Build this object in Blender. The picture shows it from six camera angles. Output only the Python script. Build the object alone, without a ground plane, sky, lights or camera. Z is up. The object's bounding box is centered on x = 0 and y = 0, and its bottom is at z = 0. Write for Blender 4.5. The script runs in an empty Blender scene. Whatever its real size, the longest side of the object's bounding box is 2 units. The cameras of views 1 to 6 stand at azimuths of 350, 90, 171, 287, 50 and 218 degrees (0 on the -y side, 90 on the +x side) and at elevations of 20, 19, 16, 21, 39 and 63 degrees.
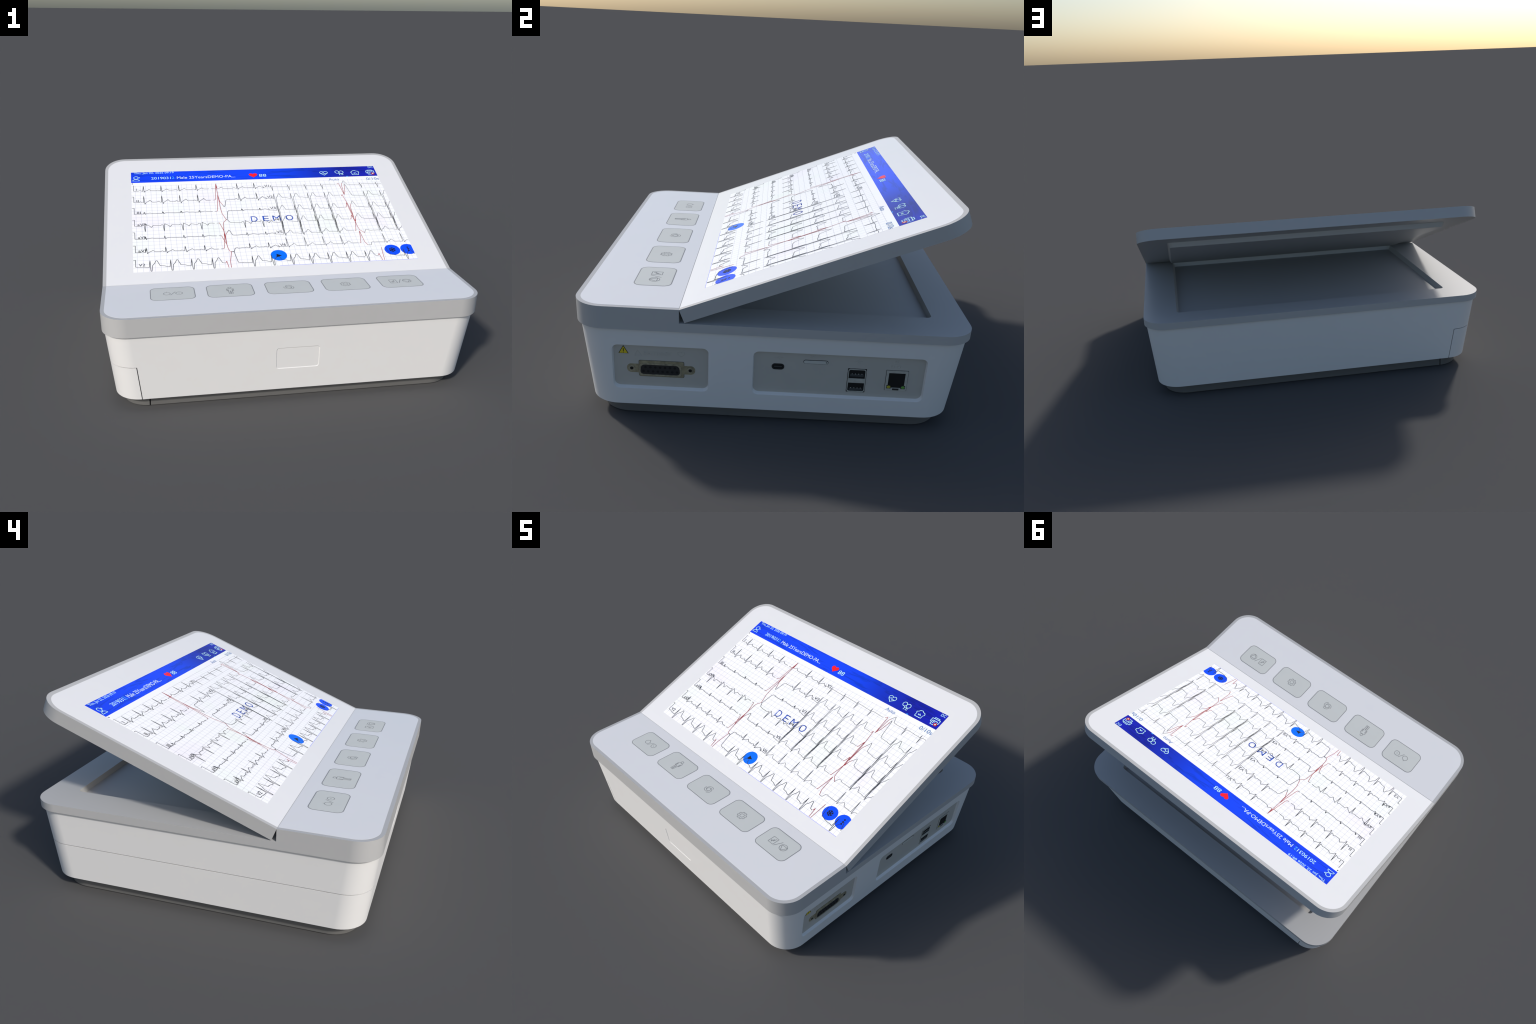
"""Portable heart-trace recorder: wedge body, tilting display lid, key deck and a port wall."""
import bpy, bmesh, math
from mathutils import Matrix, Vector

# ------------------------------------------------------------------ sizes
HX, HY = 1.0, 0.8468           # half width / depth of the housing rim
HY_SHELL = 0.8465              # same for the shell under it
R_RIM = 0.13                   # plan corner radius
Z_BASE, Z_BODY, Z_MID, Z_DECK = 0.0625, 0.440, 0.4795, 0.5410
Y_HINGE = -0.3937
LID_ANGLE = math.radians(21.7)
LID_LEN, LID_T = 1.2405, 0.062
RIM_W = 0.0195                 # grey rim left around the pale face plates
IN_TOP, IN_BOT, IN_BASE = 0.013, 0.052, 0.0905   # insets of body top, body bottom, base
TAPER = (IN_BOT - IN_TOP) / (Z_BODY - Z_BASE)

# ------------------------------------------------------------------ helpers
COL = bpy.context.scene.collection


def rounded(hx, hy, r, n=10, cx=0.0, cy=0.0):
    """Counter-clockwise rounded rectangle."""
    pts = []
    for sx, sy, a0 in ((1, 1, 0), (-1, 1, 90), (-1, -1, 180), (1, -1, 270)):
        for k in range(n + 1):
            a = math.radians(a0 + 90.0 * k / n)
            pts.append((cx + sx * (hx - r) + r * math.cos(a), cy + sy * (hy - r) + r * math.sin(a)))
    return pts


def box2d(x0, y0, x1, y1):
    return [(x0, y0), (x1, y0), (x1, y1), (x0, y1)]


def ellipse(cx, cy, rx, ry=None, n=40):
    ry = rx if ry is None else ry
    return [(cx + rx * math.cos(2 * math.pi * k / n), cy + ry * math.sin(2 * math.pi * k / n)) for k in range(n)]


def mesh_object(name, bm, material=None):
    bmesh.ops.recalc_face_normals(bm, faces=bm.faces)
    me = bpy.data.meshes.new(name)
    bm.to_mesh(me)
    bm.free()
    ob = bpy.data.objects.new(name, me)
    COL.objects.link(ob)
    if material:
        me.materials.append(material)
    return ob


def loft(name, sections, material=None):
    """Closed solid through [(outline, height), ...]; all outlines have the same point count."""
    bm = bmesh.new()
    rings = [[bm.verts.new((x, y, z)) for x, y in pts] for pts, z in sections]
    n = len(rings[0])
    for a, b in zip(rings, rings[1:]):
        for i in range(n):
            j = (i + 1) % n
            bm.faces.new((a[i], a[j], b[j], b[i]))
    bm.faces.new(list(reversed(rings[0])))
    bm.faces.new(rings[-1])
    return mesh_object(name, bm, material)


def prism(name, pts, z0, z1, material=None):
    return loft(name, [(pts, z0), (pts, z1)], material)


def frame(name, outer, inner, z0, z1, material=None):
    """Flat ring between two outlines of equal point count."""
    bm = bmesh.new()
    rings = [[bm.verts.new((x, y, z)) for x, y in pts] for pts, z in
             ((outer, z0), (outer, z1), (inner, z1), (inner, z0))]
    n = len(outer)
    for k in range(4):
        a, b = rings[k], rings[(k + 1) % 4]
        for i in range(n):
            j = (i + 1) % n
            bm.faces.new((a[i], a[j], b[j], b[i]))
    return mesh_object(name, bm, material)


def bake(ob):
    dg = bpy.context.evaluated_depsgraph_get()
    dg.update()
    me = bpy.data.meshes.new_from_object(ob.evaluated_get(dg), preserve_all_data_layers=True, depsgraph=dg)
    old = ob.data
    ob.modifiers.clear()
    ob.data = me
    me.name = ob.name
    if old.users == 0 and isinstance(old, bpy.types.Mesh):
        bpy.data.meshes.remove(old)


def cut(ob, cutter, operation='DIFFERENCE', keep=False):
    m = ob.modifiers.new('cut', 'BOOLEAN')
    m.operation, m.object, m.solver = operation, cutter, 'EXACT'
    bake(ob)
    if not keep:
        drop(cutter)


def drop(ob):
    me = ob.data
    bpy.data.objects.remove(ob, do_unlink=True)
    if isinstance(me, bpy.types.Mesh) and me.users == 0:
        bpy.data.meshes.remove(me)


def soft(ob, angle=28.0):
    """Smooth by angle, flat faces keeping their own normal."""
    me = ob.data
    me.polygons.foreach_set('use_smooth', [True] * len(me.polygons))
    me.set_sharp_from_angle(angle=math.radians(angle))
    m = ob.modifiers.new('normals', 'WEIGHTED_NORMAL')
    m.keep_sharp, m.weight = True, 90
    bake(ob)
    return ob


def chamfer(ob, width=0.003, segments=2, angle=35.0):
    m = ob.modifiers.new('edge', 'BEVEL')
    m.width, m.segments, m.limit_method, m.angle_limit = width, segments, 'ANGLE', math.radians(angle)
    bake(ob)
    return ob


def join(name, obs, material=None):
    """Merge several meshes (same frame) into one object; material slots are kept."""
    bm = bmesh.new()
    mats = []
    for ob in obs:
        first = len(bm.faces)
        bm.from_mesh(ob.data)
        bm.faces.ensure_lookup_table()
        slots = [m for m in ob.data.materials]
        for m in slots:
            if m not in mats:
                mats.append(m)
        for f in bm.faces[first:]:
            if slots:
                f.material_index = mats.index(slots[min(f.material_index, len(slots) - 1)])
        drop(ob)
    me = bpy.data.meshes.new(name)
    bm.to_mesh(me)
    bm.free()
    for m in mats:
        me.materials.append(m)
    ob = bpy.data.objects.new(name, me)
    COL.objects.link(ob)
    return ob


def turn(a, b, c):
    v, w = Vector((b[0] - a[0], b[1] - a[1])), Vector((c[0] - b[0], c[1] - b[1]))
    return 0.0 if v.length < 1e-7 or w.length < 1e-7 else v.angle(w)


def sharp_turns(pts):
    return any(turn(a, b, c) > 1.2 for a, b, c in zip(pts, pts[1:], pts[2:]))


def split_at_turns(pts):
    """Break a polyline at hairpins so that the drawn line keeps its width at every peak."""
    out, cur = [], [pts[0]]
    for k in range(1, len(pts)):
        if pts[k] == cur[-1]:
            continue
        cur.append(pts[k])
        if k < len(pts) - 1 and turn(pts[k - 1], pts[k], pts[k + 1]) > 0.75:
            out.append(cur)
            cur = [pts[k]]
    if len(cur) > 1:
        out.append(cur)
    return out


def strokes(name, lines, width, height, z, material, closed=()):
    """Thin raised lines: each polyline becomes a flattened tube lying at height z."""
    cu = bpy.data.curves.new(name, 'CURVE')
    cu.dimensions = '3D'
    cu.bevel_depth = width / 2
    cu.bevel_resolution = 1
    cu.use_fill_caps = True
    parts = []
    for k, pts in enumerate(lines):
        if closed == 'all' or k in closed:
            pts = list(pts) + [pts[0], pts[1]] if sharp_turns(pts) else pts
            if len(pts) > 2 and pts[-1] == pts[1]:
                parts += [(q, False) for q in split_at_turns(pts[:-1])]
            else:
                parts.append((pts, True))
        else:
            parts += [(q, False) for q in split_at_turns(pts)]
    for pts, cyclic in parts:
        sp = cu.splines.new('POLY')
        sp.points.add(len(pts) - 1)
        for p, (x, y) in zip(sp.points, pts):
            p.co = (x, y, 0, 1)
        sp.use_cyclic_u = cyclic
    tmp = bpy.data.objects.new(name, cu)
    COL.objects.link(tmp)
    dg = bpy.context.evaluated_depsgraph_get()
    me = bpy.data.meshes.new_from_object(tmp.evaluated_get(dg))
    bpy.data.objects.remove(tmp, do_unlink=True)
    bpy.data.curves.remove(cu)
    for v in me.vertices:
        v.co.z = z + v.co.z * 2 * height / width
    me.name = name
    me.materials.clear()
    me.materials.append(material)
    ob = bpy.data.objects.new(name, me)
    COL.objects.link(ob)
    return ob


def lettering(name, body, x0, x1, y0, y1, z, material, rise=0.0002, spacing=1.0, weight=0.0):
    """Built-in font text stretched to fill the box x0..x1, y0..y1."""
    cu = bpy.data.curves.new(name, 'FONT')
    cu.body = body
    cu.size = 1.0
    cu.space_character = spacing
    cu.offset = weight
    cu.resolution_u = 4
    tmp = bpy.data.objects.new(name, cu)
    COL.objects.link(tmp)
    dg = bpy.context.evaluated_depsgraph_get()
    me = bpy.data.meshes.new_from_object(tmp.evaluated_get(dg))
    bpy.data.objects.remove(tmp, do_unlink=True)
    bpy.data.curves.remove(cu)
    xs = [v.co.x for v in me.vertices]
    ys = [v.co.y for v in me.vertices]
    ax, bx, ay, by = min(xs), max(xs), min(ys), max(ys)
    for v in me.vertices:
        v.co.x = x0 + (v.co.x - ax) / (bx - ax) * (x1 - x0)
        v.co.y = y0 + (v.co.y - ay) / (by - ay) * (y1 - y0)
        v.co.z = 0
    bm = bmesh.new()
    bm.from_mesh(me)
    res = bmesh.ops.extrude_face_region(bm, geom=bm.faces[:])
    for g in res['geom']:
        if isinstance(g, bmesh.types.BMVert):
            g.co.z += rise
    for v in bm.verts:
        v.co.z += z
    bpy.data.meshes.remove(me)
    return mesh_object(name, bm, material)


# ------------------------------------------------------------------ materials
def plastic(name, colour, rough=0.45, metal=0.0, spec=0.5, mottle=0.02, scale=9.0, grain=0.0, coat=0.0):
    m = bpy.data.materials.new(name)
    m.use_nodes = True
    nt = m.node_tree
    bsdf = nt.nodes['Principled BSDF']
    bsdf.inputs['Roughness'].default_value = rough
    bsdf.inputs['Metallic'].default_value = metal
    bsdf.inputs['Specular IOR Level'].default_value = spec
    bsdf.inputs['Coat Weight'].default_value = coat
    tc = nt.nodes.new('ShaderNodeTexCoord')
    noise = nt.nodes.new('ShaderNodeTexNoise')
    noise.inputs['Scale'].default_value = scale
    noise.inputs['Detail'].default_value = 3.0
    ramp = nt.nodes.new('ShaderNodeValToRGB')
    lo = [max(0.0, c * (1 - mottle)) for c in colour]
    hi = [min(1.0, c * (1 + mottle)) for c in colour]
    ramp.color_ramp.elements[0].position = 0.3
    ramp.color_ramp.elements[1].position = 0.7
    ramp.color_ramp.elements[0].color = (*lo, 1)
    ramp.color_ramp.elements[1].color = (*hi, 1)
    nt.links.new(tc.outputs['Object'], noise.inputs['Vector'])
    nt.links.new(noise.outputs['Fac'], ramp.inputs['Fac'])
    nt.links.new(ramp.outputs['Color'], bsdf.inputs['Base Color'])
    if grain > 0:
        fine = nt.nodes.new('ShaderNodeTexNoise')
        fine.inputs['Scale'].default_value = 260.0
        bump = nt.nodes.new('ShaderNodeBump')
        bump.inputs['Strength'].default_value = grain
        bump.inputs['Distance'].default_value = 0.001
        nt.links.new(tc.outputs['Object'], fine.inputs['Vector'])
        nt.links.new(fine.outputs['Fac'], bump.inputs['Height'])
        nt.links.new(bump.outputs['Normal'], bsdf.inputs['Normal'])
    return m


M_BODY = plastic('white_shell_plastic', (0.80, 0.793, 0.782), 0.50, mottle=0.004)
M_HOUSING = plastic('grey_housing_plastic', (0.470, 0.470, 0.468), 0.45, mottle=0.005)
M_BASE = plastic('dark_base_plastic', (0.138, 0.136, 0.131), 0.55)
M_FACE = plastic('pale_face_plastic', (0.792, 0.791, 0.797), 0.16, mottle=0.004)
M_KEY = plastic('grey_key_rubber', (0.615, 0.634, 0.610), 0.50, mottle=0.012)
M_KEYLINE = plastic('key_outline', (0.26, 0.265, 0.27), 0.5)
M_SYMBOL = plastic('key_symbol_print', (0.31, 0.32, 0.32), 0.5)
M_PORT = plastic('port_panel_plastic', (0.53, 0.51, 0.465), 0.55)
M_BLACK = plastic('black_plastic', (0.026, 0.026, 0.027), 0.5)
M_HOLE = plastic('socket_dark', (0.006, 0.006, 0.006), 0.7)
M_STEEL = plastic('nickel_plate', (0.56, 0.55, 0.49), 0.35, metal=0.1, mottle=0.12, scale=40)
M_SHELL = plastic('dull_nickel', (0.40, 0.365, 0.26), 0.3, metal=0.3, mottle=0.3, scale=60)
M_BRASS = plastic('yellowed_nickel', (0.37, 0.325, 0.21), 0.35, metal=0.2, mottle=0.25, scale=45)
M_TONGUE = plastic('socket_tongue_grey', (0.055, 0.06, 0.062), 0.45)
M_TRAY = plastic('pale_tray_plastic', (0.60, 0.60, 0.56), 0.5)
M_YELLOW = plastic('warning_yellow', (0.78, 0.60, 0.02), 0.5)
M_LED_Y = plastic('amber_lamp', (0.50, 0.46, 0.05), 0.3)
M_LED_G = plastic('green_lamp', (0.16, 0.42, 0.08), 0.3)
M_TRACE = plastic('trace_ink_black', (0.050, 0.052, 0.056), 0.15, spec=0.45)
M_RED = plastic('trace_ink_red', (0.42, 0.035, 0.035), 0.15, spec=0.45)
M_LETTER = plastic('screen_letter_cyan', (0.55, 0.88, 0.97), 0.15, spec=0.45)
M_LETTER_W = plastic('screen_letter_white', (0.72, 0.88, 0.95), 0.15, spec=0.45)
M_DEMO = plastic('screen_letter_blue', (0.008, 0.07, 0.50), 0.15, spec=0.45)
M_AUTO = plastic('screen_letter_steel_blue', (0.06, 0.19, 0.47), 0.15, spec=0.45)
M_HEART = plastic('screen_red', (0.95, 0.012, 0.018), 0.15, spec=0.45)
M_ALERT = plastic('alert_red', (0.45, 0.02, 0.02), 0.15, spec=0.45)
M_DISC = plastic('screen_button_blue', (0.006, 0.080, 0.98), 0.2, mottle=0.06, scale=20, spec=0.2)
M_PLAY = plastic('screen_play_blue', (0.004, 0.165, 1.0), 0.2, mottle=0.02, spec=0.2)
M_GLYPH = plastic('screen_glyph_dark', (0.012, 0.013, 0.02), 0.15, spec=0.45)
M_EDGE = plastic('screen_edge_blue', (0.30, 0.33, 0.90), 0.15, spec=0.45)


def grid_material():
    """White chart: solid column lines, dotted row lines, faint colour casts from compression."""
    m = bpy.data.materials.new('chart_grid')
    m.use_nodes = True
    nt = m.node_tree
    N, L = nt.nodes, nt.links
    bsdf = N['Principled BSDF']
    bsdf.inputs['Roughness'].default_value = 0.15
    bsdf.inputs['Specular IOR Level'].default_value = 0.4
    tc = N.new('ShaderNodeTexCoord')
    sep = N.new('ShaderNodeSeparateXYZ')
    L.new(tc.outputs['Object'], sep.inputs[0])

    def math_node(op, a, b=None, clamp=False):
        n = N.new('ShaderNodeMath')
        n.operation = op
        n.use_clamp = clamp
        for k, v in enumerate((a, b)):
            if v is None:
                continue
            if isinstance(v, (int, float)):
                n.inputs[k].default_value = v
            else:
                L.new(v, n.inputs[k])
        return n.outputs[0]

    def stripes(coord, origin, pitch, width):
        f = math_node('FLOORED_MODULO', math_node('SUBTRACT', coord, origin), pitch)
        return math_node('LESS_THAN', f, width)

    x, u = sep.outputs['X'], sep.outputs['Y']
    below = math_node('LESS_THAN', u, 0.928)
    col_line = math_node('MULTIPLY', stripes(x, -0.7775, 0.0330, 0.0026), below)
    row = stripes(u, 0.0955, 0.0330, 0.0028)
    dots = stripes(x, -0.8338, 0.0066, 0.0036)
    row_line = math_node('MULTIPLY', math_node('MULTIPLY', row, dots), below)
    tint = N.new('ShaderNodeTexNoise')
    tint.inputs['Scale'].default_value = 3.2
    tint.inputs['Detail'].default_value = 1.0
    L.new(tc.outputs['Object'], tint.inputs['Vector'])
    cast = N.new('ShaderNodeValToRGB')
    cr = cast.color_ramp
    cr.elements[0].position, cr.elements[0].color = 0.30, (0.93, 0.97, 0.91, 1)
    cr.elements[1].position, cr.elements[1].color = 0.72, (0.95, 0.92, 0.97, 1)
    e = cr.elements.new(0.42); e.color = (0.97, 0.97, 0.985, 1)
    e = cr.elements.new(0.58); e.color = (0.975, 0.975, 0.985, 1)
    L.new(tint.outputs['Fac'], cast.inputs['Fac'])
    mix1 = N.new('ShaderNodeMix'); mix1.data_type = 'RGBA'
    L.new(col_line, mix1.inputs['Factor'])
    L.new(cast.outputs['Color'], mix1.inputs['A'])
    mix1.inputs['B'].default_value = (0.73, 0.73, 0.78, 1)
    mix2 = N.new('ShaderNodeMix'); mix2.data_type = 'RGBA'
    L.new(row_line, mix2.inputs['Factor'])
    L.new(mix1.outputs['Result'], mix2.inputs['A'])
    mix2.inputs['B'].default_value = (0.58, 0.58, 0.62, 1)
    L.new(mix2.outputs['Result'], bsdf.inputs['Base Color'])
    return m


def header_material():
    """Blue bar: bright left, deep right, with drifting darker wave bands."""
    m = bpy.data.materials.new('header_blue')
    m.use_nodes = True
    nt = m.node_tree
    N, L = nt.nodes, nt.links
    bsdf = N['Principled BSDF']
    bsdf.inputs['Roughness'].default_value = 0.15
    bsdf.inputs['Specular IOR Level'].default_value = 0.4
    tc = N.new('ShaderNodeTexCoord')
    sep = N.new('ShaderNodeSeparateXYZ')
    L.new(tc.outputs['Object'], sep.inputs[0])
    rng = N.new('ShaderNodeMapRange')
    rng.inputs['From Min'].default_value, rng.inputs['From Max'].default_value = -0.8335, 0.8335
    L.new(sep.outputs['X'], rng.inputs['Value'])
    ramp = N.new('ShaderNodeValToRGB')
    cr = ramp.color_ramp
    cr.elements[0].position, cr.elements[0].color = 0.0, (0.006, 0.050, 0.86, 1)
    cr.elements[1].position, cr.elements[1].color = 1.0, (0.008, 0.012, 0.48, 1)
    for p, c in ((0.25, (0.006, 0.062, 0.98)), (0.5, (0.006, 0.060, 0.95)), (0.62, (0.005, 0.055, 0.82)),
                 (0.74, (0.007, 0.030, 0.52)), (0.86, (0.008, 0.014, 0.36))):
        e = cr.elements.new(p)
        e.color = (*c, 1)
    L.new(rng.outputs[0], ramp.inputs['Fac'])
    mp = N.new('ShaderNodeMapping')
    mp.inputs['Scale'].default_value = (5.0, 34.0, 1.0)
    mp.inputs['Rotation'].default_value = (0, 0, 0.06)
    L.new(tc.outputs['Object'], mp.inputs['Vector'])
    wave = N.new('ShaderNodeTexNoise')
    wave.inputs['Scale'].default_value = 1.0
    wave.inputs['Distortion'].default_value = 1.2
    L.new(mp.outputs['Vector'], wave.inputs['Vector'])
    band = N.new('ShaderNodeValToRGB')
    band.color_ramp.elements[0].position, band.color_ramp.elements[0].color = 0.36, (0.72, 0.80, 0.74, 1)
    band.color_ramp.elements[1].position, band.color_ramp.elements[1].color = 0.47, (1, 1, 1, 1)
    L.new(wave.outputs['Fac'], band.inputs['Fac'])
    mul = N.new('ShaderNodeMix'); mul.data_type = 'RGBA'; mul.blend_type = 'MULTIPLY'
    mul.inputs['Factor'].default_value = 1.0
    L.new(ramp.outputs['Color'], mul.inputs['A'])
    L.new(band.outputs['Color'], mul.inputs['B'])
    L.new(mul.outputs['Result'], bsdf.inputs['Base Color'])
    return m


M_GRID = grid_material()
M_HEADER = header_material()

# ------------------------------------------------------------------ the thing
root = bpy.data.objects.new('heart_monitor', None)
COL.objects.link(root)
root['label'] = 'white desktop heart trace recorder with tilted blue-topped chart screen'
root['category'] = 'medical device'


def attach(ob, parent=root):
    ob.parent = parent
    return ob


# ------------------------------------------------------------------ lower shell with door and base
def shell_outline(inset):
    return rounded(HX - inset, HY_SHELL - inset, R_RIM + 0.05 * inset, 12)


SEAM_X_TOP, SEAM_Z = -0.8320, 0.2565
SEAM_SLOPE = 0.104
GAP = 0.0040


def door_cutter(grow):
    """Everything left of the slanting seam and under the groove."""
    top = SEAM_Z + grow
    xt = SEAM_X_TOP + grow
    pts = [(-1.3, -0.2), (xt + SEAM_SLOPE * (top + 0.2), -0.2), (xt, top), (-1.3, top)]
    ob = prism('cutter', pts, -1.2, 1.2)
    ob.data.transform(Matrix.Rotation(math.radians(90), 4, 'X'))
    return ob


def base_cutter(grow):
    ob = prism('cutter', box2d(-1.3, -1.2, -0.7735 + grow, 1.2), -0.2, 0.3)
    return ob


def make_shell(name):
    return loft(name, [(shell_outline(IN_BOT), Z_BASE), (shell_outline(IN_TOP), Z_BODY + 0.0005)], M_BODY)


def make_base(name):
    return loft(name, [(shell_outline(IN_BASE + 0.002), 0.0), (shell_outline(IN_BASE), 0.003),
                       (shell_outline(IN_BASE), Z_BASE + 0.004)], M_BASE)


shell = make_shell('lower_shell')
door = make_shell('paper_door')
cut(shell, door_cutter(GAP / 2))
cut(door, door_cutter(-GAP / 2), 'INTERSECT')

# frames lying on the sloping walls: local x along the wall, y up the wall, z outward
SLOPE = math.atan(TAPER)
WALL_Z = 0.25
WALL_IN = IN_TOP + TAPER * (Z_BODY - WALL_Z)
WALL_RIGHT = Matrix.Translation((HX - WALL_IN, 0, WALL_Z)) @ Matrix((
    (0, math.sin(SLOPE), math.cos(SLOPE), 0), (1, 0, 0, 0), (0, math.cos(SLOPE), -math.sin(SLOPE), 0), (0, 0, 0, 1)))
WALL_FRONT = Matrix.Translation((0, -(HY_SHELL - WALL_IN), WALL_Z)) @ Matrix((
    (1, 0, 0, 0), (0, -math.sin(SLOPE), -math.cos(SLOPE), 0), (0, math.cos(SLOPE), -math.sin(SLOPE), 0), (0, 0, 0, 1)))


def wb(z):
    """Height on a wall frame for a world height."""
    return (z - WALL_Z) / math.cos(SLOPE)


POCKET_DEPTH = 0.0148
POCKETS = ((-0.6795, -0.2695), (-0.082, 0.6565))
for a, b in POCKETS:
    outer = rounded((b - a) / 2, 0.1095, 0.026, 6, (a + b) / 2, wb(0.2515))
    inner = rounded((b - a) / 2 - 0.004, 0.1058, 0.024, 6, (a + b) / 2, wb(0.2545))
    k = 0.25
    above = [(2 * 0 + p[0] + (p[0] - q[0]) * k, p[1] + (p[1] - q[1]) * k) for p, q in zip(outer, inner)]
    c = loft('cutter', [(inner, -POCKET_DEPTH), (outer, 0.0), (above, POCKET_DEPTH * k)])
    c.data.transform(WALL_RIGHT)
    cut(shell, c)

BADGE = (-0.1155, 0.1155, 0.1895, 0.3165)
bx, by = (BADGE[0] + BADGE[1]) / 2, wb((BADGE[2] + BADGE[3]) / 2)
bw, bh = (BADGE[1] - BADGE[0]) / 2, (wb(BADGE[3]) - wb(BADGE[2])) / 2
c = loft('cutter', [(rounded(bw - 0.003, bh - 0.003, 0.012, 6, bx, by), -0.0020),
                    (rounded(bw, bh, 0.015, 6, bx, by), 0.0),
                    (rounded(bw + 0.003, bh + 0.003, 0.018, 6, bx, by), 0.0026)])
c.data.transform(WALL_FRONT)
cut(shell, c)
attach(soft(shell))
attach(soft(door))

base = make_base('base_plate')
base_door = make_base('door_foot')
cut(base, base_cutter(0.0030))
cut(base_door, base_cutter(-0.0030), 'INTERSECT')
attach(soft(base))
attach(soft(base_door), door)

# ------------------------------------------------------------------ upper housing (rim, key deck, tray under the lid)
housing = loft('upper_housing', [(rounded(HX - 0.0022, HY - 0.0022, R_RIM, 12), Z_BODY),
                                 (rounded(HX, HY, R_RIM, 12), Z_DECK)], M_HOUSING)
c = prism('cutter', box2d(-1.3, Y_HINGE, 1.3, 1.3), Z_MID, 0.8)
cut(housing, c)
REC = (0.8110, -0.3440, 0.6905)
ry, rh = (REC[1] + REC[2]) / 2, (REC[2] - REC[1]) / 2
c = loft('cutter', [(rounded(REC[0] - 0.014, rh - 0.006, 0.016, 5, 0, ry), Z_MID - 0.029),
                    (rounded(REC[0] - 0.012, rh - 0.004, 0.018, 5, 0, ry), Z_MID - 0.024),
                    (rounded(REC[0], rh, 0.022, 5, 0, ry), Z_MID),
                    (rounded(REC[0] + 0.001, rh + 0.001, 0.023, 5, 0, ry), Z_MID + 0.003)])
cut(housing, c)
attach(soft(housing))


def open_plate(x_half, y_straight, y_round, r, n=12):
    """Plate outline: square corners on the hinge side, rounded on the far side."""
    s = 1 if y_round > y_straight else -1
    pts = [(-x_half, y_straight), (x_half, y_straight)] if s > 0 else [(x_half, y_straight), (-x_half, y_straight)]
    if s > 0:
        for k in range(n + 1):
            a = math.radians(90.0 * k / n)
            pts.append((x_half - r + r * math.cos(a), y_round - r + r * math.sin(a)))
        for k in range(n + 1):
            a = math.radians(90 + 90.0 * k / n)
            pts.append((-x_half + r + r * math.cos(a), y_round - r + r * math.sin(a)))
    else:
        for k in range(n + 1):
            a = math.radians(180 + 90.0 * k / n)
            pts.append((-x_half + r + r * math.cos(a), y_round + r + r * math.sin(a)))
        for k in range(n + 1):
            a = math.radians(270 + 90.0 * k / n)
            pts.append((x_half - r + r * math.cos(a), y_round + r + r * math.sin(a)))
    return pts


key_deck = prism('key_deck_plate',
                 open_plate(HX - RIM_W, Y_HINGE - 0.0015, -HY + RIM_W, R_RIM - RIM_W),
                 Z_DECK - 0.004, Z_DECK + 0.0004, M_FACE)
attach(key_deck, housing)

# ------------------------------------------------------------------ keys
KEY_Y = -0.549
KEYS = ((-0.6295, 0.1190), (-0.3215, 0.1265), (0.0005, 0.1275), (0.3185, 0.1265), (0.6315, 0.1185))
ZK = Z_DECK + 0.0004


def arc(cx, cy, r, a0, a1, n=24, ry=None):
    ry = r if ry is None else ry
    return [(cx + r * math.cos(math.radians(a0 + (a1 - a0) * k / n)),
             cy + ry * math.sin(math.radians(a0 + (a1 - a0) * k / n))) for k in range(n + 1)]


def circle_line(cx, cy, r, n=32):
    return arc(cx, cy, r, 0, 360 * (n - 1) / n, n - 1)


def symbol_power(cx, cy):
    """Standby ring with a tick, slash, ring with a dot."""
    return ([circle_line(cx - 0.031, cy, 0.0175), [(cx - 0.031, cy + 0.019), (cx - 0.031, cy + 0.026)],
             [(cx - 0.012, cy - 0.021), (cx + 0.014, cy + 0.021)],
             circle_line(cx + 0.034, cy, 0.0175), circle_line(cx + 0.034, cy, 0.0016, 10)], {0, 3, 4})


def symbol_patient(cx, cy):
    """Outlined standing figure."""
    half = [(0.0, 0.026), (0.013, 0.026), (0.018, 0.021), (0.018, -0.008), (0.0125, -0.008), (0.0125, 0.013),
            (0.0105, 0.013), (0.0105, -0.047), (0.0015, -0.047), (0.0015, -0.008), (0.0, -0.008)]
    body = [(cx + x, cy + y) for x, y in half] + [(cx - x, cy + y) for x, y in reversed(half[1:-1])]
    return ([circle_line(cx, cy + 0.037, 0.0085, 20), body], {0, 1})


def symbol_swirl(cx, cy):
    """Small ring inside three swirl blades."""
    lines = [circle_line(cx, cy, 0.0135)]
    for k in range(3):
        t0 = 90 + 120 * k
        lines.append([(cx + (0.0150 + 0.0135 * min(1.0, s * 1.3)) * math.cos(math.radians(t0 - 165 * s)),
                       cy + (0.0150 + 0.0135 * min(1.0, s * 1.3)) * math.sin(math.radians(t0 - 165 * s)))
                      for s in [i / 20 for i in range(21)]])
    return (lines, {0})


def symbol_gear(cx, cy):
    pts = []
    for k in range(8):
        for da, r in ((-15, 0.0225), (-9, 0.0290), (9, 0.0290), (15, 0.0225)):
            a = math.radians(45 * k + 22.5 + da)
            pts.append((cx + r * math.cos(a), cy + r * math.sin(a)))
    return ([pts, circle_line(cx, cy, 0.0130)], {0, 1})


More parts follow.
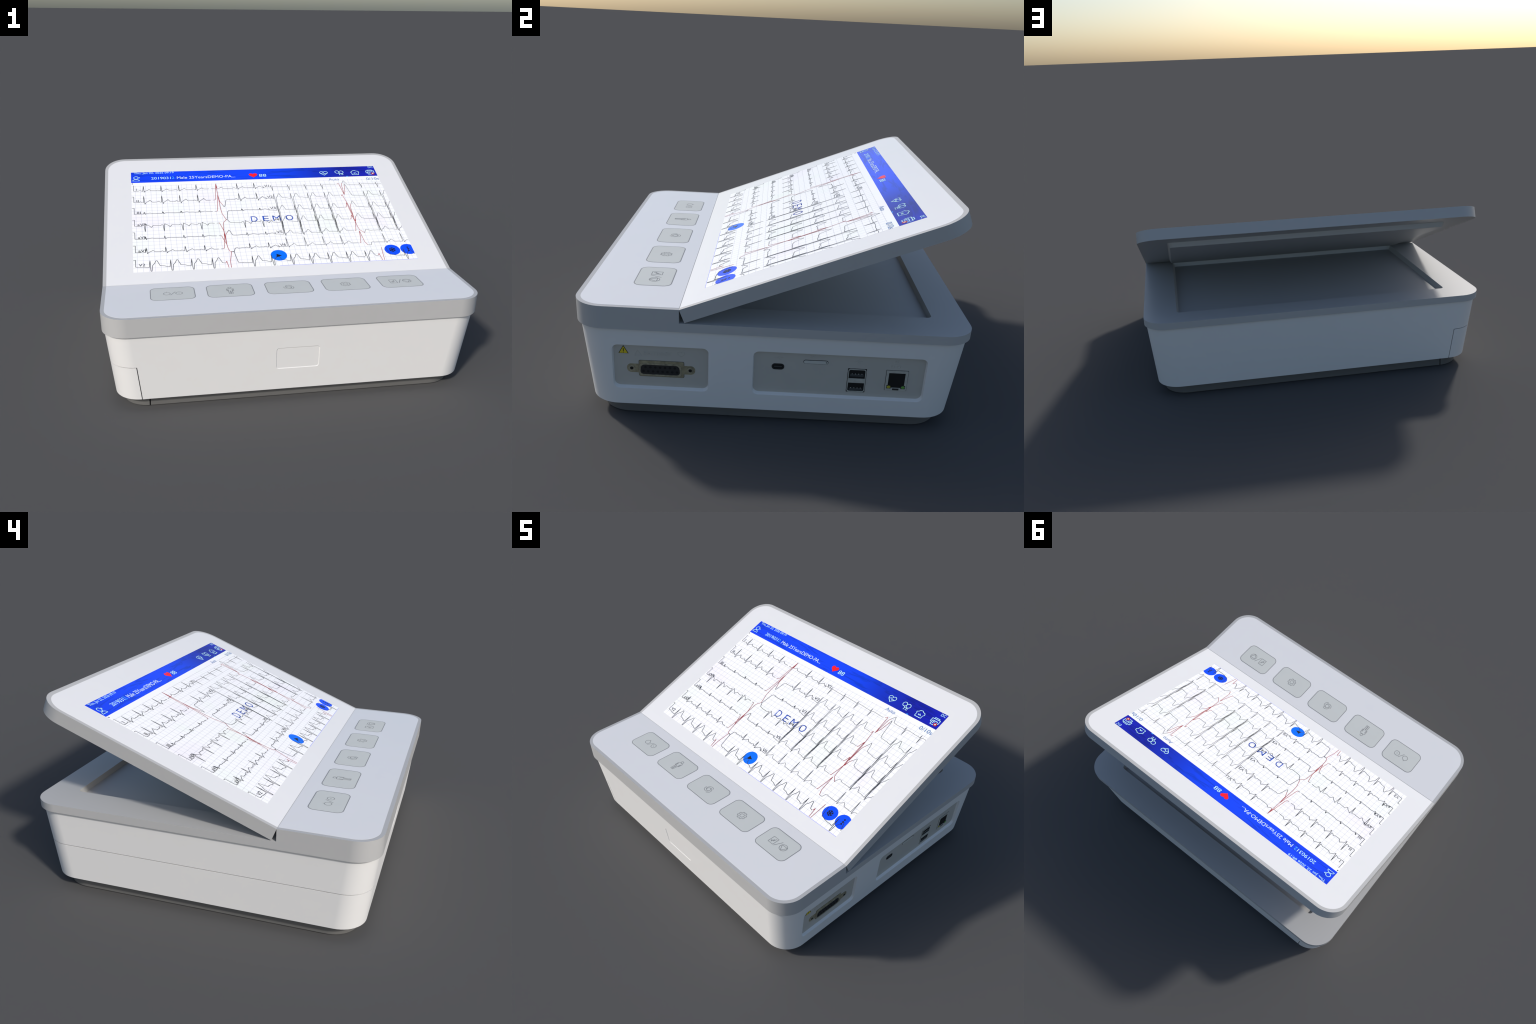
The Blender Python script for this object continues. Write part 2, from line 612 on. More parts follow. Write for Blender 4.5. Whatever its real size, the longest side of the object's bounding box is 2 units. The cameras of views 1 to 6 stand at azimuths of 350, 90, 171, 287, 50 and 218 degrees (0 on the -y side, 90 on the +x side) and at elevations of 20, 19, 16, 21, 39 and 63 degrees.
def symbol_print(cx, cy):
    """Trace sheet, slash, circled triangle."""
    q = cx - 0.038
    w, h = 0.019, 0.0245
    tri = [(cx + 0.042 + 0.0235 * math.cos(math.radians(a)), cy + 0.0235 * math.sin(math.radians(a))) for a in (30, 150, 270)]
    return ([[(q - w, cy - h), (q + w, cy - h), (q + w, cy + h), (q - w, cy + h)],
             [(q - 0.012, cy - 0.008), (q - 0.009, cy - 0.002), (q - 0.005, cy - 0.016), (q + 0.000, cy + 0.008),
              (q + 0.004, cy - 0.006), (q + 0.008, cy + 0.015), (q + 0.013, cy + 0.015)],
             [(cx - 0.011, cy - 0.025), (cx + 0.013, cy + 0.027)],
             circle_line(cx + 0.042, cy, 0.0235), tri], {0, 3, 4})


SYMBOLS = (symbol_power, symbol_patient, symbol_swirl, symbol_gear, symbol_print)
for (kx, kw), make in zip(KEYS, SYMBOLS):
    ring = frame('key_surround', rounded(kw, 0.0855, 0.036, 8, kx, KEY_Y),
                 rounded(kw - 0.0044, 0.0811, 0.0316, 8, kx, KEY_Y), ZK - 0.002, ZK + 0.0003, M_KEYLINE)
    key = loft('key_button', [(rounded(kw - 0.0044, 0.0811, 0.0316, 8, kx, KEY_Y), ZK - 0.002),
                              (rounded(kw - 0.0044, 0.0811, 0.0316, 8, kx, KEY_Y), ZK + 0.0003),
                              (rounded(kw - 0.0060, 0.0795, 0.0300, 8, kx, KEY_Y), ZK + 0.0006)], M_KEY)
    attach(soft(key), housing)
    attach(ring, housing)
    lines, closed = make(kx, KEY_Y)
    attach(strokes('key_symbol', lines, 0.0037, 0.0003, ZK + 0.0008, M_SYMBOL, closed), housing)

# ------------------------------------------------------------------ display lid (local frame: x, u along the slope, n outward)
lid = loft('display_lid', [(open_plate(HX - 0.0008, 0.0, LID_LEN - 0.0008, R_RIM), -LID_T),
                           (open_plate(HX, 0.0, LID_LEN, R_RIM), 0.0)], M_HOUSING)
soft(lid)
lid.matrix_world = Matrix.Translation((0, Y_HINGE, Z_DECK - 0.0004)) @ Matrix.Rotation(LID_ANGLE, 4, 'X')
attach(lid)

pad_c, pad_h = (0.088 + 1.076) / 2, (1.076 - 0.088) / 2
pad = loft('lid_underside_pad', [(rounded(0.818, pad_h - 0.011, 0.02, 6, 0, pad_c), -LID_T - 0.029),
                                 (rounded(0.821, pad_h - 0.008, 0.022, 6, 0, pad_c), -LID_T - 0.026),
                                 (rounded(0.834, pad_h, 0.026, 6, 0, pad_c), -LID_T + 0.003)], M_HOUSING)
for v in pad.data.vertices:                      # the pad gets shallower towards the hinge
    if v.co.z < -LID_T - 0.01:
        v.co.z += 0.0068 * (1.076 - v.co.y)
attach(soft(pad, 50), lid)

face = prism('lid_face_plate', open_plate(HX - RIM_W, 0.0015, LID_LEN - RIM_W - 0.002, R_RIM - RIM_W), -0.004, 0.0003, M_FACE)
attach(face, lid)

SX, S0, S1, SB = 0.8335, 0.0985, 1.0790, 0.9600   # screen half width, bottom, top, header bottom
attach(prism('chart_screen', box2d(-SX, S0, SX, SB), -0.002, 0.0006, M_GRID), lid)
attach(prism('header_bar', box2d(-SX, SB, SX, S1), -0.002, 0.0007, M_HEADER), lid)
attach(prism('screen_edge_line', box2d(0.0, S0 - 0.0024, SX, S0 - 0.0002), -0.002, 0.0006, M_EDGE), lid)

Z_DISC, Z_INK, Z_TOP = 0.0009, 0.0012, 0.0017

# ------------------------------------------------------------------ heart traces
# one beat per lead: (offset along time, height above the base line), R peak at 0
BEAT = {
    'I': [(-.032, 0), (-.022, .005), (-.013, 0), (-.004, -.005), (0, .051), (.005, -.015), (.011, -.003), (.024, .004), (.036, .014), (.048, .001)],
    'II': [(-.031, 0), (-.021, .008), (-.012, -.002), (-.004, -.004), (0, .065), (.006, -.020), (.012, -.004), (.028, .010), (.038, .022), (.051, 0)],
    'III': [(-.014, 0), (-.005, -.001), (-.001, .018), (.001, .003), (.003, .012), (.005, -.006), (.012, .002), (.034, .007), (.048, .002)],
    'aVR': [(-.022, -.003), (-.012, .006), (-.005, .004), (0, -.056), (.006, .015), (.014, .006), (.024, .001), (.038, -.017), (.049, .003)],
    'aVL': [(-.020, 0), (-.004, -.002), (0, .021), (.0045, -.009), (.009, .0), (.038, .006), (.055, .001)],
    'aVF': [(-.031, 0), (-.020, .007), (-.011, -.001), (-.004, -.002), (0, .040), (.007, -.014), (.013, -.003), (.028, .006), (.040, .014), (.052, .001)],
    'V2row': [(-.006, -.007), (0, .051), (.0030, -.0385), (.0085, -.0385), (.013, .008), (.025, .026), (.034, .049), (.040, .049), (.056, .005), (.080, .002), (.098, -.006)],
    'V1': [(-.020, 0), (-.005, -.003), (-.002, .018), (.002, -.044), (.005, -.004), (.009, .003), (.030, .003), (.060, .001)],
    'V2': [(-.005, -.008), (0, .048), (.0035, -.185), (.0105, 0), (.024, .022), (.033, .047), (.039, .045), (.052, .001), (.070, .003), (.098, -.008)],
    'V3': [(-.006, -.007), (.001, .045), (.005, -.180), (.012, .003), (.024, .024), (.033, .048), (.039, .046), (.053, -.002), (.070, .002), (.098, -.007)],
    'V4': [(-.006, -.005), (-.001, .060), (.003, -.125), (.010, .003), (.024, .027), (.034, .052), (.040, .050), (.052, .004), (.070, .002), (.098, -.003)],
    'V5': [(-.004, -.006), (0, .085), (.006, -.019), (.012, .001), (.028, .014), (.038, .032), (.044, .031), (.055, .001), (.080, .001)],
    'V6': [(-.014, -.003), (-.003, -.003), (0, .080), (.006, -.012), (.013, .001), (.028, .009), (.039, .021), (.045, .019), (.054, .001)],
}


def wobble(x, row):
    return 0.0012 * math.sin(x * 97 + row * 1.7) + 0.0009 * math.sin(x * 231 + row * 2.9)


def run(lead, base, start, end, peaks, row):
    """Base line from start to end with the lead's beat at each peak."""
    pts = [(start, base)]
    for p in peaks:
        for dx, du in BEAT[lead]:
            x, y = p + dx, base + du
            if start < x < end and x > pts[-1][0] - 0.02:
                pts.append((x, y))
    if abs(pts[-1][1] - base) < 0.006:      # a beat cut off by the screen edge simply stops
        pts.append((end, base))
    else:
        lift = BEAT[lead][-4][1] if end > 0.8 else 0.0
        pts.append((end, max(pts[-1][1], base + lift * 0.9) if lift else base))
    out = []
    for (x0, y0), (x1, y1) in zip(pts, pts[1:]):
        out.append((x0, y0))
        if x1 - x0 > 0.03 and abs(y1 - y0) < 0.01:      # long quiet stretches drift a little
            steps = int((x1 - x0) / 0.012)
            for s in range(1, steps):
                t = s / steps
                xx = x0 + (x1 - x0) * t
                out.append((xx, y0 + (y1 - y0) * t + wobble(xx, row)))
    out.append(pts[-1])
    return [(max(-SX + .002, min(SX - .0015, x)), max(S0 + 0.0015, y)) for x, y in out]


BASES = (0.8680, 0.7455, 0.6275, 0.5090, 0.3870, 0.2660, 0.1400)
LIMB = ('I', 'II', 'III', 'aVR', 'aVL', 'aVF')
CHEST = ('V1', 'V2', 'V3', 'V4', 'V5', 'V6')
CHEST_BASE = (0.8690, 0.7440, 0.6200, 0.4985, 0.3820, 0.2655)
EARLY = (-0.7575, -0.6445, -0.5315, -0.4180)
MIDDLE = (-0.1510, -0.0365)
CHEST_EARLY = (0.0765, 0.1895, 0.3025, 0.4155)
CHEST_LATE = (0.6835, 0.7960)
# path of each row across the two disturbed stretches: (red points, black points)
FIRST_RED = {
    0: [[(-.305, .867), (-.292, .866), (-.287, .923), (-.284, .873), (-.276, .870), (-.268, .872)]],
    1: [[(-.318, .744), (-.309, .747), (-.303, .760), (-.296, .84), (-.287, .923), (-.287, .800), (-.282, .732), (-.266, .690)]],
    2: [[(-.313, .628), (-.308, .628), (-.303, .648), (-.294, .73), (-.287, .798), (-.285, .736), (-.285, .656), (-.280, .603), (-.262, .542)]],
    3: [[(-.307, .512), (-.300, .483), (-.289, .437), (-.287, .364), (-.286, .305)], [(-.259, .541), (-.277, .519), (-.284, .503), (-.288, .433), (-.2865, .395), (-.286, .309)]],
    4: [[(-.307, .385), (-.299, .353), (-.286, .307)], [(-.286, .307), (-.284, .380), (-.279, .400), (-.268, .419)]],
    5: [[(-.310, .266), (-.304, .271), (-.294, .349), (-.288, .421)], [(-.286, .309), (-.282, .270), (-.275, .242), (-.266, .239)]],
    6: [[(-.310, .141), (-.303, .156), (-.296, .100)], [(-.283, .100), (-.281, .153), (-.266, .238)]],
}
FIRST_BLACK = {
    0: [(-.268, .872), (-.256, .883), (-.243, .869)],
    1: [(-.266, .690), (-.259, .670), (-.254, .676), (-.241, .738), (-.229, .747)],
    2: [(-.262, .542), (-.256, .539), (-.242, .622), (-.234, .631), (-.220, .632)],
    3: [(-.259, .541), (-.255, .539), (-.241, .513), (-.225, .509)],
    4: [(-.268, .419), (-.258, .438), (-.253, .432), (-.240, .389), (-.228, .387)],
    5: [(-.266, .239), (-.248, .239), (-.240, .267), (-.226, .271)],
    6: [(-.266, .238), (-.250, .236), (-.243, .180), (-.237, .142), (-.212, .136)],
}
SECOND_RED = {
    0: [[(.524, .872), (.528, .881), (.537, .883), (.546, .754), (.549, .800), (.553, .869), (.562, .885)]],
    1: [[(.522, .741), (.531, .757), (.545, .640), (.548, .517), (.551, .590), (.554, .628), (.566, .655)], [(.546, .760), (.559, .790), (.571, .860)]],
    2: [[(.516, .621), (.525, .621), (.539, .668), (.540, .600), (.547, .470), (.551, .490), (.555, .508), (.567, .528)]],
    3: [[(.518, .497), (.526, .499), (.538, .540), (.546, .469), (.548, .420), (.552, .388), (.577, .358)]],
    4: [[(.519, .381), (.527, .381), (.538, .43), (.546, .474), (.551, .478), (.556, .512)]],
    5: [[(.520, .265), (.528, .265), (.540, .33), (.548, .378), (.551, .32), (.553, .273), (.566, .242)]],
    6: [[(.604, .144), (.611, .161), (.617, .100)], [(.629, .100), (.634, .150), (.641, .215)]],
}
SECOND_BLACK = {
    0: [(.562, .885), (.572, .908), (.578, .912), (.593, .872), (.61, .870)],
    1: [(.571, .860), (.574, .878), (.579, .866), (.590, .780), (.598, .747), (.615, .743)],
    2: [(.566, .655), (.581, .686), (.585, .676), (.596, .626), (.61, .622)],
    3: [(.567, .528), (.583, .553), (.587, .548), (.598, .506), (.61, .502)],
    4: [(.577, .358), (.590, .388), (.605, .388)],
    5: [(.566, .242), (.586, .241), (.596, .267), (.61, .268)],
    6: [(.668, .214), (.670, .185), (.675, .149), (.700, .142)],
}

for row in range(7):
    b = BASES[row]
    cal = [(-0.8325, b + 0.0605), (-0.8195, b + 0.0605), (-0.8195, b + 0.001)]
    if row == 0:
        cal = cal[1:]
    lines, chest_lines = [], []
    if row < 6:
        lead, chest, cb = LIMB[row], CHEST[row], CHEST_BASE[row]
        lines.append(cal + run(lead, b, -0.8190, -0.336, EARLY, row)[0:])
        lines.append([(-0.323, b), (FIRST_RED[row][0][0][0], b + 0.0005)])
        lines.append(FIRST_BLACK[row] + run(lead, b, FIRST_BLACK[row][-1][0] + 0.004, 0.021, MIDDLE, row))
        chest_lines.append([(0.0205, b + 0.012), (0.0235, b - 0.009)] + run(chest, cb, 0.027, 0.513, CHEST_EARLY, row))
        chest_lines.append(SECOND_BLACK[row] + run(chest, cb, SECOND_BLACK[row][-1][0] + 0.004, SX - 0.001, CHEST_LATE, row))
    else:
        lead = 'V2row'
        lines.append(cal + run(lead, b, -0.8120, -0.312, (-0.7390, -0.6220, -0.5025, -0.3845), row))
        lines.append(FIRST_BLACK[row] + run(lead, b, -0.205, 0.518, (-0.1510, -0.0370, 0.0765, 0.1900, 0.3015, 0.4155), row))
        lines.append(run(lead, b, 0.524, 0.602, (0.5300,), row))
        lines.append(SECOND_BLACK[row] + run(lead, b, 0.704, SX - 0.003, (0.7705,), row))
    attach(strokes('heart_trace', lines, 0.0030, 0.00012, Z_INK + 0.00003 * row, M_TRACE), lid)
    if chest_lines:
        attach(strokes('chest_trace', chest_lines, 0.0023, 0.00012, Z_INK + 0.00003 * row, M_TRACE), lid)
    attach(strokes('disturbed_trace', FIRST_RED[row] + SECOND_RED[row], 0.0028, 0.00020, Z_INK + 0.00025 + 0.00003 * row, M_RED), lid)

# ------------------------------------------------------------------ lead names
H = 0.022
for text, x0, w, y in (('I', -.8015, .003, .8720), ('II', -.8030, .013, .7500), ('III', -.8030, .0225, .6290)):
    attach(lettering('lead_name', text, x0, x0 + w, y, y + H, Z_TOP, M_TRACE), lid)
for text, x0, w, y in (('aVR', -.8025, .056, .5110), ('aVL', -.8025, .052, .3890), ('aVF', -.8025, .052, .2680), ('V2', -.8030, .036, .1455),
                       ('V1', .0300, .031, .8705), ('V2', .0290, .038, .7490), ('V3', .0290, .037, .6290), ('V4', .0290, .038, .5110),
                       ('V5', .0300, .037, .3890), ('V6', .0290, .038, .2680)):
    attach(lettering('lead_name', text, x0, x0 + w, y, y + H, Z_TOP, M_TRACE), lid)

for ch, x0, x1 in (('D', -.107, -.066), ('E', -.033, .006), ('M', .030, .081), ('O', .112, .160)):
    attach(lettering('demo_letter', ch, x0, x1, .510, .5625, Z_DISC + 0.0001, M_DEMO, 0.0002, weight=-0.003), lid)

# ------------------------------------------------------------------ header writing and icons
ZH = 0.0009
attach(lettering('date_text', 'Thu, Jan 22, 2026 09:19', -.8145, -.5530, 1.0530, 1.0760, ZH, M_LETTER), lid)
attach(lettering('patient_number_text', '2019031', -.7030, -.5755, .9925, 1.0190, ZH, M_LETTER), lid)
attach(lettering('patient_digit_text', '2', -.5685, -.5530, .9925, 1.0190, ZH, plastic('faded_digit', (0.06, 0.42, 0.95), 0.6)), lid)
attach(lettering('patient_text', 'Male 25YearsDEMO-PA...', -.5350, -.1480, .9910, 1.0190, ZH, M_LETTER_W), lid)
attach(lettering('pulse_text', '88', .0150, .0640, .9885, 1.0190, ZH, M_LETTER), lid)
attach(lettering('supply_text', 'DC', .7925, .8260, 1.0550, 1.0735, ZH, M_LETTER), lid)
attach(lettering('mode_text', 'Auto', .4815, .5525, .9205, .9450, ZH, M_AUTO), lid)
attach(lettering('timer_text', '0/10s', .7430, .8325, .9135, .9410, ZH, M_AUTO), lid)


def heart_outline(cx, cy, s, sy=1.0, n=36):
    pts = []
    for k in range(n):
        t = 2 * math.pi * k / n
        pts.append((cx + s * math.sin(t) ** 3,
                    cy + s * sy * (13 * math.cos(t) - 5 * math.cos(2 * t) - 2 * math.cos(3 * t) - math.cos(4 * t)) / 16))
    return pts


attach(prism('pulse_heart', heart_outline(-.0245, 1.0100, .0285, .95), 0.0, ZH + 0.0003, M_HEART), lid)

LW = 0.0045
ICON = dict(width=LW, height=0.0002, z=ZH + 0.0001, material=M_LETTER)
attach(strokes('patient_icon', [circle_line(-.8015, 1.0160, .0145), arc(-.8015, .9805, .0215, 0, 180, 20, .0175),
                                [(-.7845, 1.0165), (-.7755, 1.0165)], [(-.780, 1.012), (-.780, 1.021)]], closed={0, 1}, **ICON), lid)
attach(strokes('heart_icon', [heart_outline(.4640, 1.0095, .0270, .95),
                              [(.4400, 1.0080), (.4520, 1.0080), (.4590, 1.0150), (.4690, .9990), (.4740, 1.0060), (.4870, 1.0020)]],
               closed={0}, **ICON), lid)
attach(strokes('cuff_icon', [arc(.5590, 1.0180, .0140, 0, 345, 23, .0150), arc(.5880, 1.0150, .0145, 0, 345, 23, .0150),
                             [(.5650, 1.0060), (.5720, .9930), (.5720, .9800)], [(.5800, 1.0030), (.5720, .9930)],
                             [(.5830, .9940), (.5970, .9940)], [(.5830, .9840), (.5970, .9840)]], closed={0, 1}, **ICON), lid)
attach(strokes('archive_icon', [[(.6600, .9800), (.7050, .9800), (.7050, .9990), (.7130, 1.0080), (.7080, 1.0200), (.6930, 1.0240),
                                 (.6850, 1.0310), (.6700, 1.0270), (.6650, 1.0180), (.6540, 1.0120), (.6600, 1.0020)],
                                [(.6730, 1.0020), (.6780, .9930), (.6840, 1.0060), (.6900, .9940), (.6950, .9950)]], closed={0}, **ICON), lid)
attach(strokes('printer_icon', [[(.7770, 1.0230), (.7770, 1.0310), (.8090, 1.0310), (.8090, 1.0230)],
                                [(.7760, .9960), (.7640, .9960), (.7640, 1.0220), (.8190, 1.0220), (.8190, .9960), (.8110, .9960)],
                                [(.7740, 1.0090), (.8080, 1.0090), (.8080, .9800), (.7740, .9800)],
                                [(.7800, 1.0010), (.7950, 1.0010)], [(.7800, .9920), (.7900, .9920)]], closed={2}, **ICON), lid)
attach(prism('printer_alert', ellipse(.8065, .9870, .0120, n=28), 0.0, ZH + 0.0007, M_ALERT), lid)
attach(strokes('alert_cross', [[(.8025, .9830), (.8105, .9910)], [(.8025, .9910), (.8105, .9830)]], 0.0048, 0.0002, ZH + 0.0008,
               plastic('alert_white', (0.92, 0.90, 0.85), 0.6)), lid)
attach(prism('header_spark', ellipse(.6180, .9640, .0075, .0035, 20), 0.0, ZH, plastic('spark_blue', (0.01, 0.30, 0.95), 0.6)), lid)
attach(strokes('corner_arrow', [[(-.8290, .9530), (-.8230, .9490), (-.8290, .9450)]], 0.0040, 0.0003, Z_INK, M_TRACE), lid)

# ------------------------------------------------------------------ screen buttons
attach(prism('screen_button', ellipse(.0080, .1865, .0485, .0470, 48), 0.0, Z_DISC, M_PLAY), lid)
attach(prism('play_glyph', [(-.0050, .1985), (-.0050, .1695), (.0250, .1840)], 0.0, Z_TOP, M_GLYPH), lid)
attach(prism('screen_button', ellipse(.7030, .1880, .0480, .0465, 48), 0.0, Z_DISC, M_DISC), lid)
flake = []
for k in range(6):
    a = math.radians(60 * k + 90)
    c, s = math.cos(a), math.sin(a)
    flake.append([(.7030, .1880), (.7030 + .0195 * c, .1880 + .0195 * s)])
    for side in (-1, 1):
        t = a + side * 0.85
        flake.append([(.7030 + .0115 * c, .1880 + .0115 * s), (.7030 + .0115 * c + .0085 * math.cos(t), .1880 + .0115 * s + .0085 * math.sin(t))])
attach(strokes('snowflake_glyph', flake, 0.0048, 0.0002, Z_TOP, M_GLYPH), lid)
CLIP = SX - .0012
disc = [(min(x, CLIP), y) for x, y in ellipse(.8025, .1880, .0480, .0465, 64)]
attach(prism('screen_button', disc, 0.0, Z_DISC, M_DISC), lid)
for yy in (.2040, .1885, .1730):
    attach(prism('menu_dot', ellipse(.8025, yy, .0052, n=16), 0.0, Z_TOP, M_GLYPH), lid)

# ------------------------------------------------------------------ ports on the right wall
ZF = -POCKET_DEPTH + 0.0008


def on_wall(ob, parent=None):
    ob.data.transform(WALL_RIGHT @ Matrix.Translation((0, 0.0030, 0)))
    return attach(ob, parent or root)


panels = []
for a, b in POCKETS:
    p = prism('port_panel', rounded((b - a) / 2 - 0.0045, 0.1053, 0.0235, 6, (a + b) / 2, wb(0.2523)), ZF - 0.003, ZF, M_PORT)
    panels.append(on_wall(p))
lead_panel, link_panel = panels

# warning sign and raised writing
tri = lambda cx, cz, s: [(cx - s, wb(cz) - s * 0.60), (cx + s, wb(cz) - s * 0.60), (cx, wb(cz) + s * 1.22)]
on_wall(prism('warning_label', tri(-.6330, .3205, .0215), ZF, ZF + 0.0008, M_GLYPH), lead_panel)
on_wall(prism('warning_face', tri(-.6330, .3200, .0178), ZF, ZF + 0.0014, M_YELLOW), lead_panel)
on_wall(join('warning_mark', [prism('bar', [(-.6342, wb(.3170)), (-.6318, wb(.3170)), (-.6308, wb(.3320)), (-.6352, wb(.3320))], ZF, ZF + 0.0019, M_GLYPH),
                              prism('dot', ellipse(-.6330, wb(.3128), .0016, n=12), ZF, ZF + 0.0019, M_GLYPH)]), lead_panel)
on_wall(lettering('patient_socket_text', 'PATIENT', -.5480, -.4290, wb(.3020), wb(.3220), ZF - 0.0004, M_PORT, 0.0016), lead_panel)
on_wall(strokes('raised_symbol', [tri(-.5725, .3080, .0150), heart_outline(-.3880, wb(.3160), .0150)], 0.0030, 0.0009, ZF + 0.0004, M_PORT, 'all'), lead_panel)

# fifteen-pin socket
def slant(x0, x1, z0, z1, r, lean):
    """Rounded D outline, narrower at the top."""
    pts = rounded((x1 - x0) / 2, (z1 - z0) / 2, r, 6, (x0 + x1) / 2, (wb(z0) + wb(z1)) / 2)
    mid, half = (wb(z0) + wb(z1)) / 2, (z1 - z0) / 2
    cx = (x0 + x1) / 2
    return [(cx + (x - cx) * (1 - lean * (y - mid) / half), y) for x, y in pts]


on_wall(prism('socket_cutout', rounded(.0975, .0412, .007, 5, -.4725, wb(.2365)), ZF - 0.001, ZF + 0.0004, M_TONGUE), lead_panel)
on_wall(soft(loft('socket_flange', [(rounded(.0955, .0395, .006, 5, -.4725, wb(.2365)), ZF - 0.001),
                                    (rounded(.0955, .0395, .006, 5, -.4725, wb(.2365)), ZF + 0.0016),
                                    (rounded(.0940, .0380, .006, 5, -.4725, wb(.2365)), ZF + 0.0022)], M_BRASS)), lead_panel)
for sx_, sgn in ((-.6000, -1), (-.3490, 1)):
    hexa = [(sx_ + .0165 * math.cos(math.radians(60 * k)), wb(.2360) + .0165 * math.sin(math.radians(60 * k))) for k in range(6)]
    ear = prism('socket_ear', rounded(.0330, .0215, .0190, 8, sx_ - sgn * .0125, wb(.2360)), ZF - 0.001, ZF + 0.0012, M_BRASS)
    on_wall(ear, lead_panel)
    on_wall(prism('jack_screw', hexa, ZF, ZF + 0.0034, M_SHELL), lead_panel)
    on_wall(prism('screw_hole', ellipse(sx_, wb(.2365), .0075, n=20), ZF, ZF + 0.0039, M_HOLE), lead_panel)
on_wall(frame('socket_shell', slant(-.5700, -.3860, .2030, .2640, .020, .03), slant(-.5620, -.3940, .2090, .2580, .016, .03), ZF, ZF + 0.0050, M_SHELL), lead_panel)
on_wall(prism('socket_insert', slant(-.5615, -.3945, .2095, .2575, .016, .03), ZF, ZF + 0.0036, M_BLACK), lead_panel)
pin = prism('pin_hole', ellipse(0, 0, .0058, n=14), ZF, ZF + 0.0041, M_HOLE)
pins = [(-.5410 + .0210 * k, .2445) for k in range(7)] + [(-.5500 + .0206 * k, .2240) for k in range(8)]
on_wall(pin, lead_panel)
for k, (px, pz) in enumerate(pins):
    q = pin if k == 0 else pin.copy()
    if k:
        COL.objects.link(q)
    q.location = WALL_RIGHT.to_3x3() @ Vector((px, wb(pz), 0))

# small oval socket
CX, CZ = .0255, .2790
on_wall(frame('oval_socket_rim', rounded(.0270, .0150, .0140, 8, CX, wb(CZ)), rounded(.0225, .0108, .0104, 8, CX, wb(CZ)), ZF - 0.001, ZF + 0.0012, M_BLACK), link_panel)
on_wall(prism('oval_socket', rounded(.0228, .0111, .0106, 8, CX, wb(CZ)), ZF - 0.001, ZF + 0.0004, M_HOLE), link_panel)
on_wall(prism('oval_socket_tongue', rounded(.0170, .0028, .0020, 3, CX, wb(CZ)), ZF, ZF + 0.0010, M_TONGUE), link_panel)

# card tray
on_wall(prism('card_slot', rounded(.0530, .0098, .0094, 8, .1855, wb(.3095)), ZF - 0.001, ZF + 0.0004, M_GLYPH), link_panel)
on_wall(prism('card_tray', rounded(.0510, .0078, .0074, 8, .1855, wb(.3088)), ZF - 0.001, ZF + 0.0010, M_TRAY), link_panel)
on_wall(prism('eject_hole', ellipse(.2300, wb(.3090), .0024, n=14), ZF, ZF + 0.0014, M_HOLE), link_panel)

# stacked pair of flat sockets
UX, UW = .3655, .0405
on_wall(prism('stacked_socket_gap', rounded(UW, .0600, .002, 4, UX, wb(.2275)), ZF - 0.001, ZF + 0.0003, M_HOLE), link_panel)
on_wall(frame('stacked_socket_shell', rounded(UW - .0022, .0578, .009, 4, UX, wb(.2275)), rounded(UW - .0056, .0540, .007, 4, UX, wb(.2275)), ZF - 0.001, ZF + 0.0024, M_STEEL), link_panel)
on_wall(prism('stacked_socket_cavity', rounded(UW - .0054, .0542, .007, 4, UX, wb(.2275)), ZF - 0.001, ZF + 0.0008, M_HOLE), link_panel)
on_wall(prism('socket_divider', box2d(UX - UW + .0050, wb(.2160), UX + UW - .0050, wb(.2380)), ZF, ZF + 0.0024, M_STEEL), link_panel)
for zz in (.2560, .1850):
    on_wall(prism('socket_tongue', box2d(UX - .0290, wb(zz - .0085), UX + .0290, wb(zz + .0035)), ZF, ZF + 0.0014, M_TONGUE), link_panel)
    for k in range(4):
        xx = UX - .0210 + .0140 * k
        on_wall(prism('socket_contact', box2d(xx - .0018, wb(zz + .0030), xx + .0018, wb(zz + .0060)), ZF, ZF + 0.0018, M_STEEL), link_panel)

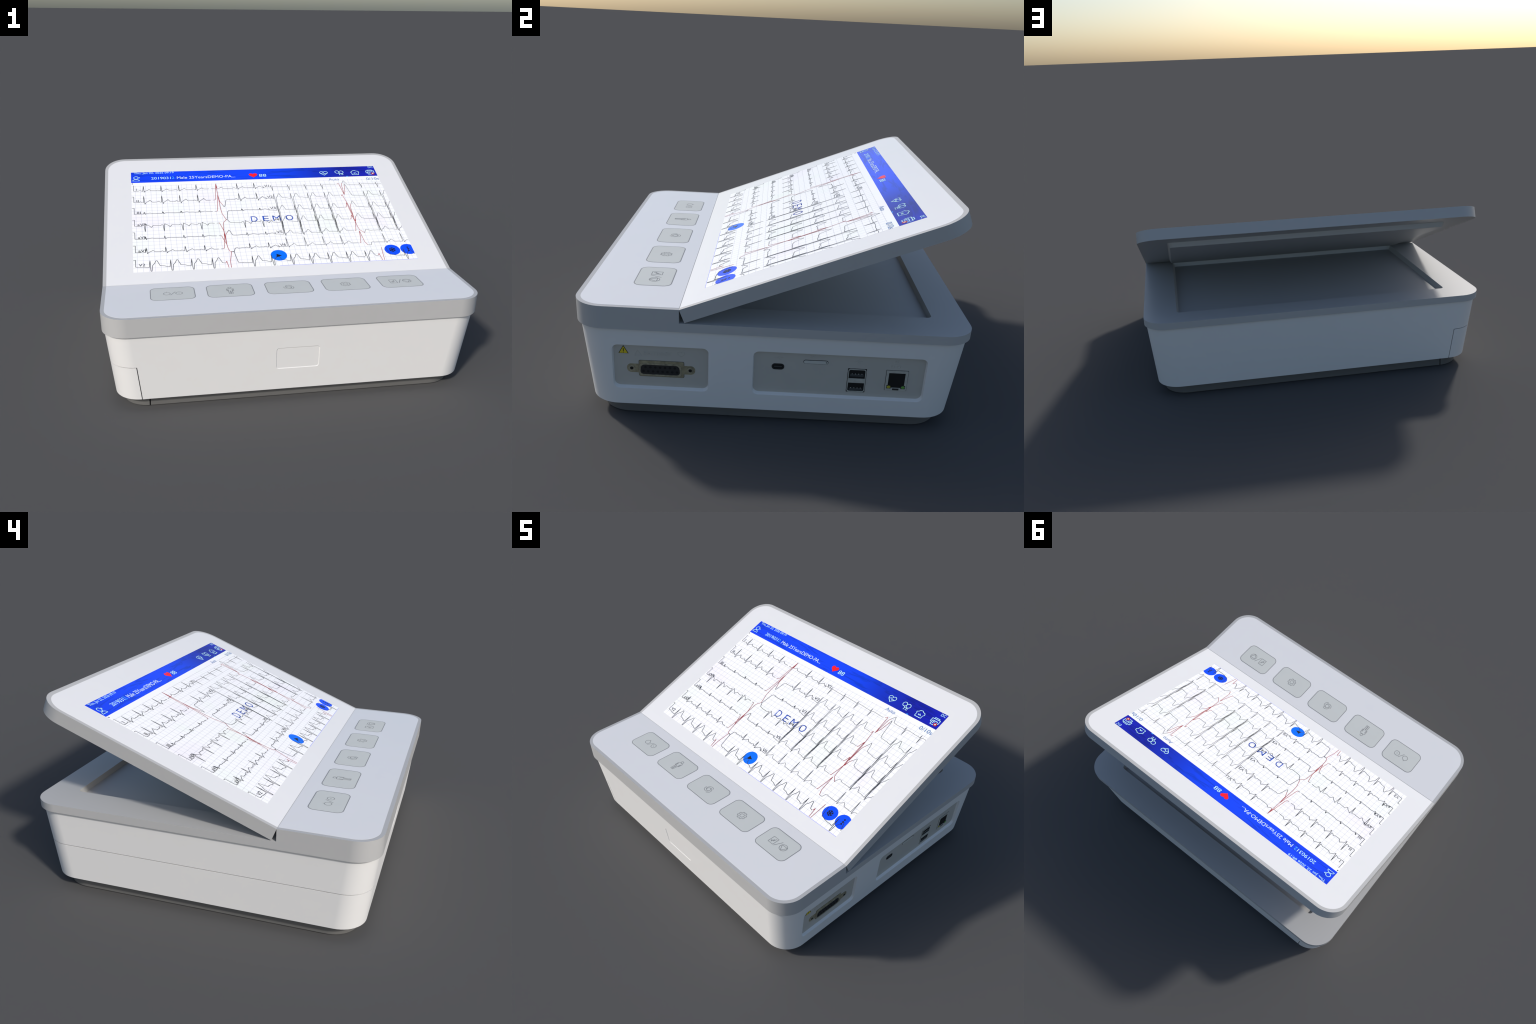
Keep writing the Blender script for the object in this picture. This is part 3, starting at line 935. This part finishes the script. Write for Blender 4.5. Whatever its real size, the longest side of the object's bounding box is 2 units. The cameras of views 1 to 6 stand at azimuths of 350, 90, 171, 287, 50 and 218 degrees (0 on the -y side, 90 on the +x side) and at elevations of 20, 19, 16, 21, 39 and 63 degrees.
# network socket
NX, NZ = .5370, .2370
on_wall(prism('network_socket_gap', rounded(.0478, .0518, .002, 4, NX, wb(NZ)), ZF - 0.001, ZF + 0.0003, M_HOLE), link_panel)
on_wall(frame('network_socket_shell', rounded(.0462, .0502, .002, 4, NX, wb(NZ)), rounded(.0355, .0375, .002, 4, NX, wb(NZ + .0005)), ZF - 0.001, ZF + 0.0028, M_STEEL), link_panel)
on_wall(prism('network_socket_cavity', rounded(.0358, .0378, .002, 4, NX, wb(NZ + .0005)), ZF - 0.001, ZF + 0.0008, M_HOLE), link_panel)
on_wall(prism('network_latch_slot', box2d(NX - .0140, wb(.1885), NX + .0140, wb(.1975)), ZF, ZF + 0.0032, M_BLACK), link_panel)
for lx, mt in ((.5065, M_LED_Y), (.5680, M_LED_G)):
    on_wall(prism('lamp_window', box2d(lx - .0095, wb(.1965), lx + .0095, wb(.2130)), ZF, ZF + 0.0034, M_BLACK), link_panel)
    on_wall(soft(loft('status_lamp', [(ellipse(lx, wb(.2045), .0080, .0068, 20), ZF), (ellipse(lx, wb(.2045), .0080, .0068, 20), ZF + 0.0040),
                                      (ellipse(lx, wb(.2045), .0050, .0040, 20), ZF + 0.0052)], mt), 50), link_panel)


def trident(cx, cz):
    y = wb(cz)
    return [[(cx - .020, y), (cx + .020, y)], [(cx - .008, y), (cx + .002, y + .009), (cx + .010, y + .009)],
            [(cx - .002, y), (cx + .006, y - .010), (cx + .012, y - .010)]]


net_mark = []
for ox, oz in ((0, .012), (-.014, -.012), (.012, -.012)):
    net_mark.append([(.5290 + ox - .006, wb(.3190 + oz) - .005), (.5290 + ox + .006, wb(.3190 + oz) - .005),
                     (.5290 + ox + .006, wb(.3190 + oz) + .005), (.5290 + ox - .006, wb(.3190 + oz) + .005), (.5290 + ox - .006, wb(.3190 + oz) - .005)])
net_mark.append([(.510, wb(.319)), (.548, wb(.319))])
on_wall(strokes('raised_symbol', trident(.0270, .3250) + trident(.3640, .3240) + net_mark, 0.0028, 0.0008, ZF + 0.0003, M_PORT), link_panel)
on_wall(lettering('card_text', 'SIM', .1610, .2130, wb(.3300), wb(.3420), ZF - 0.0004, M_PORT, 0.0014), link_panel)
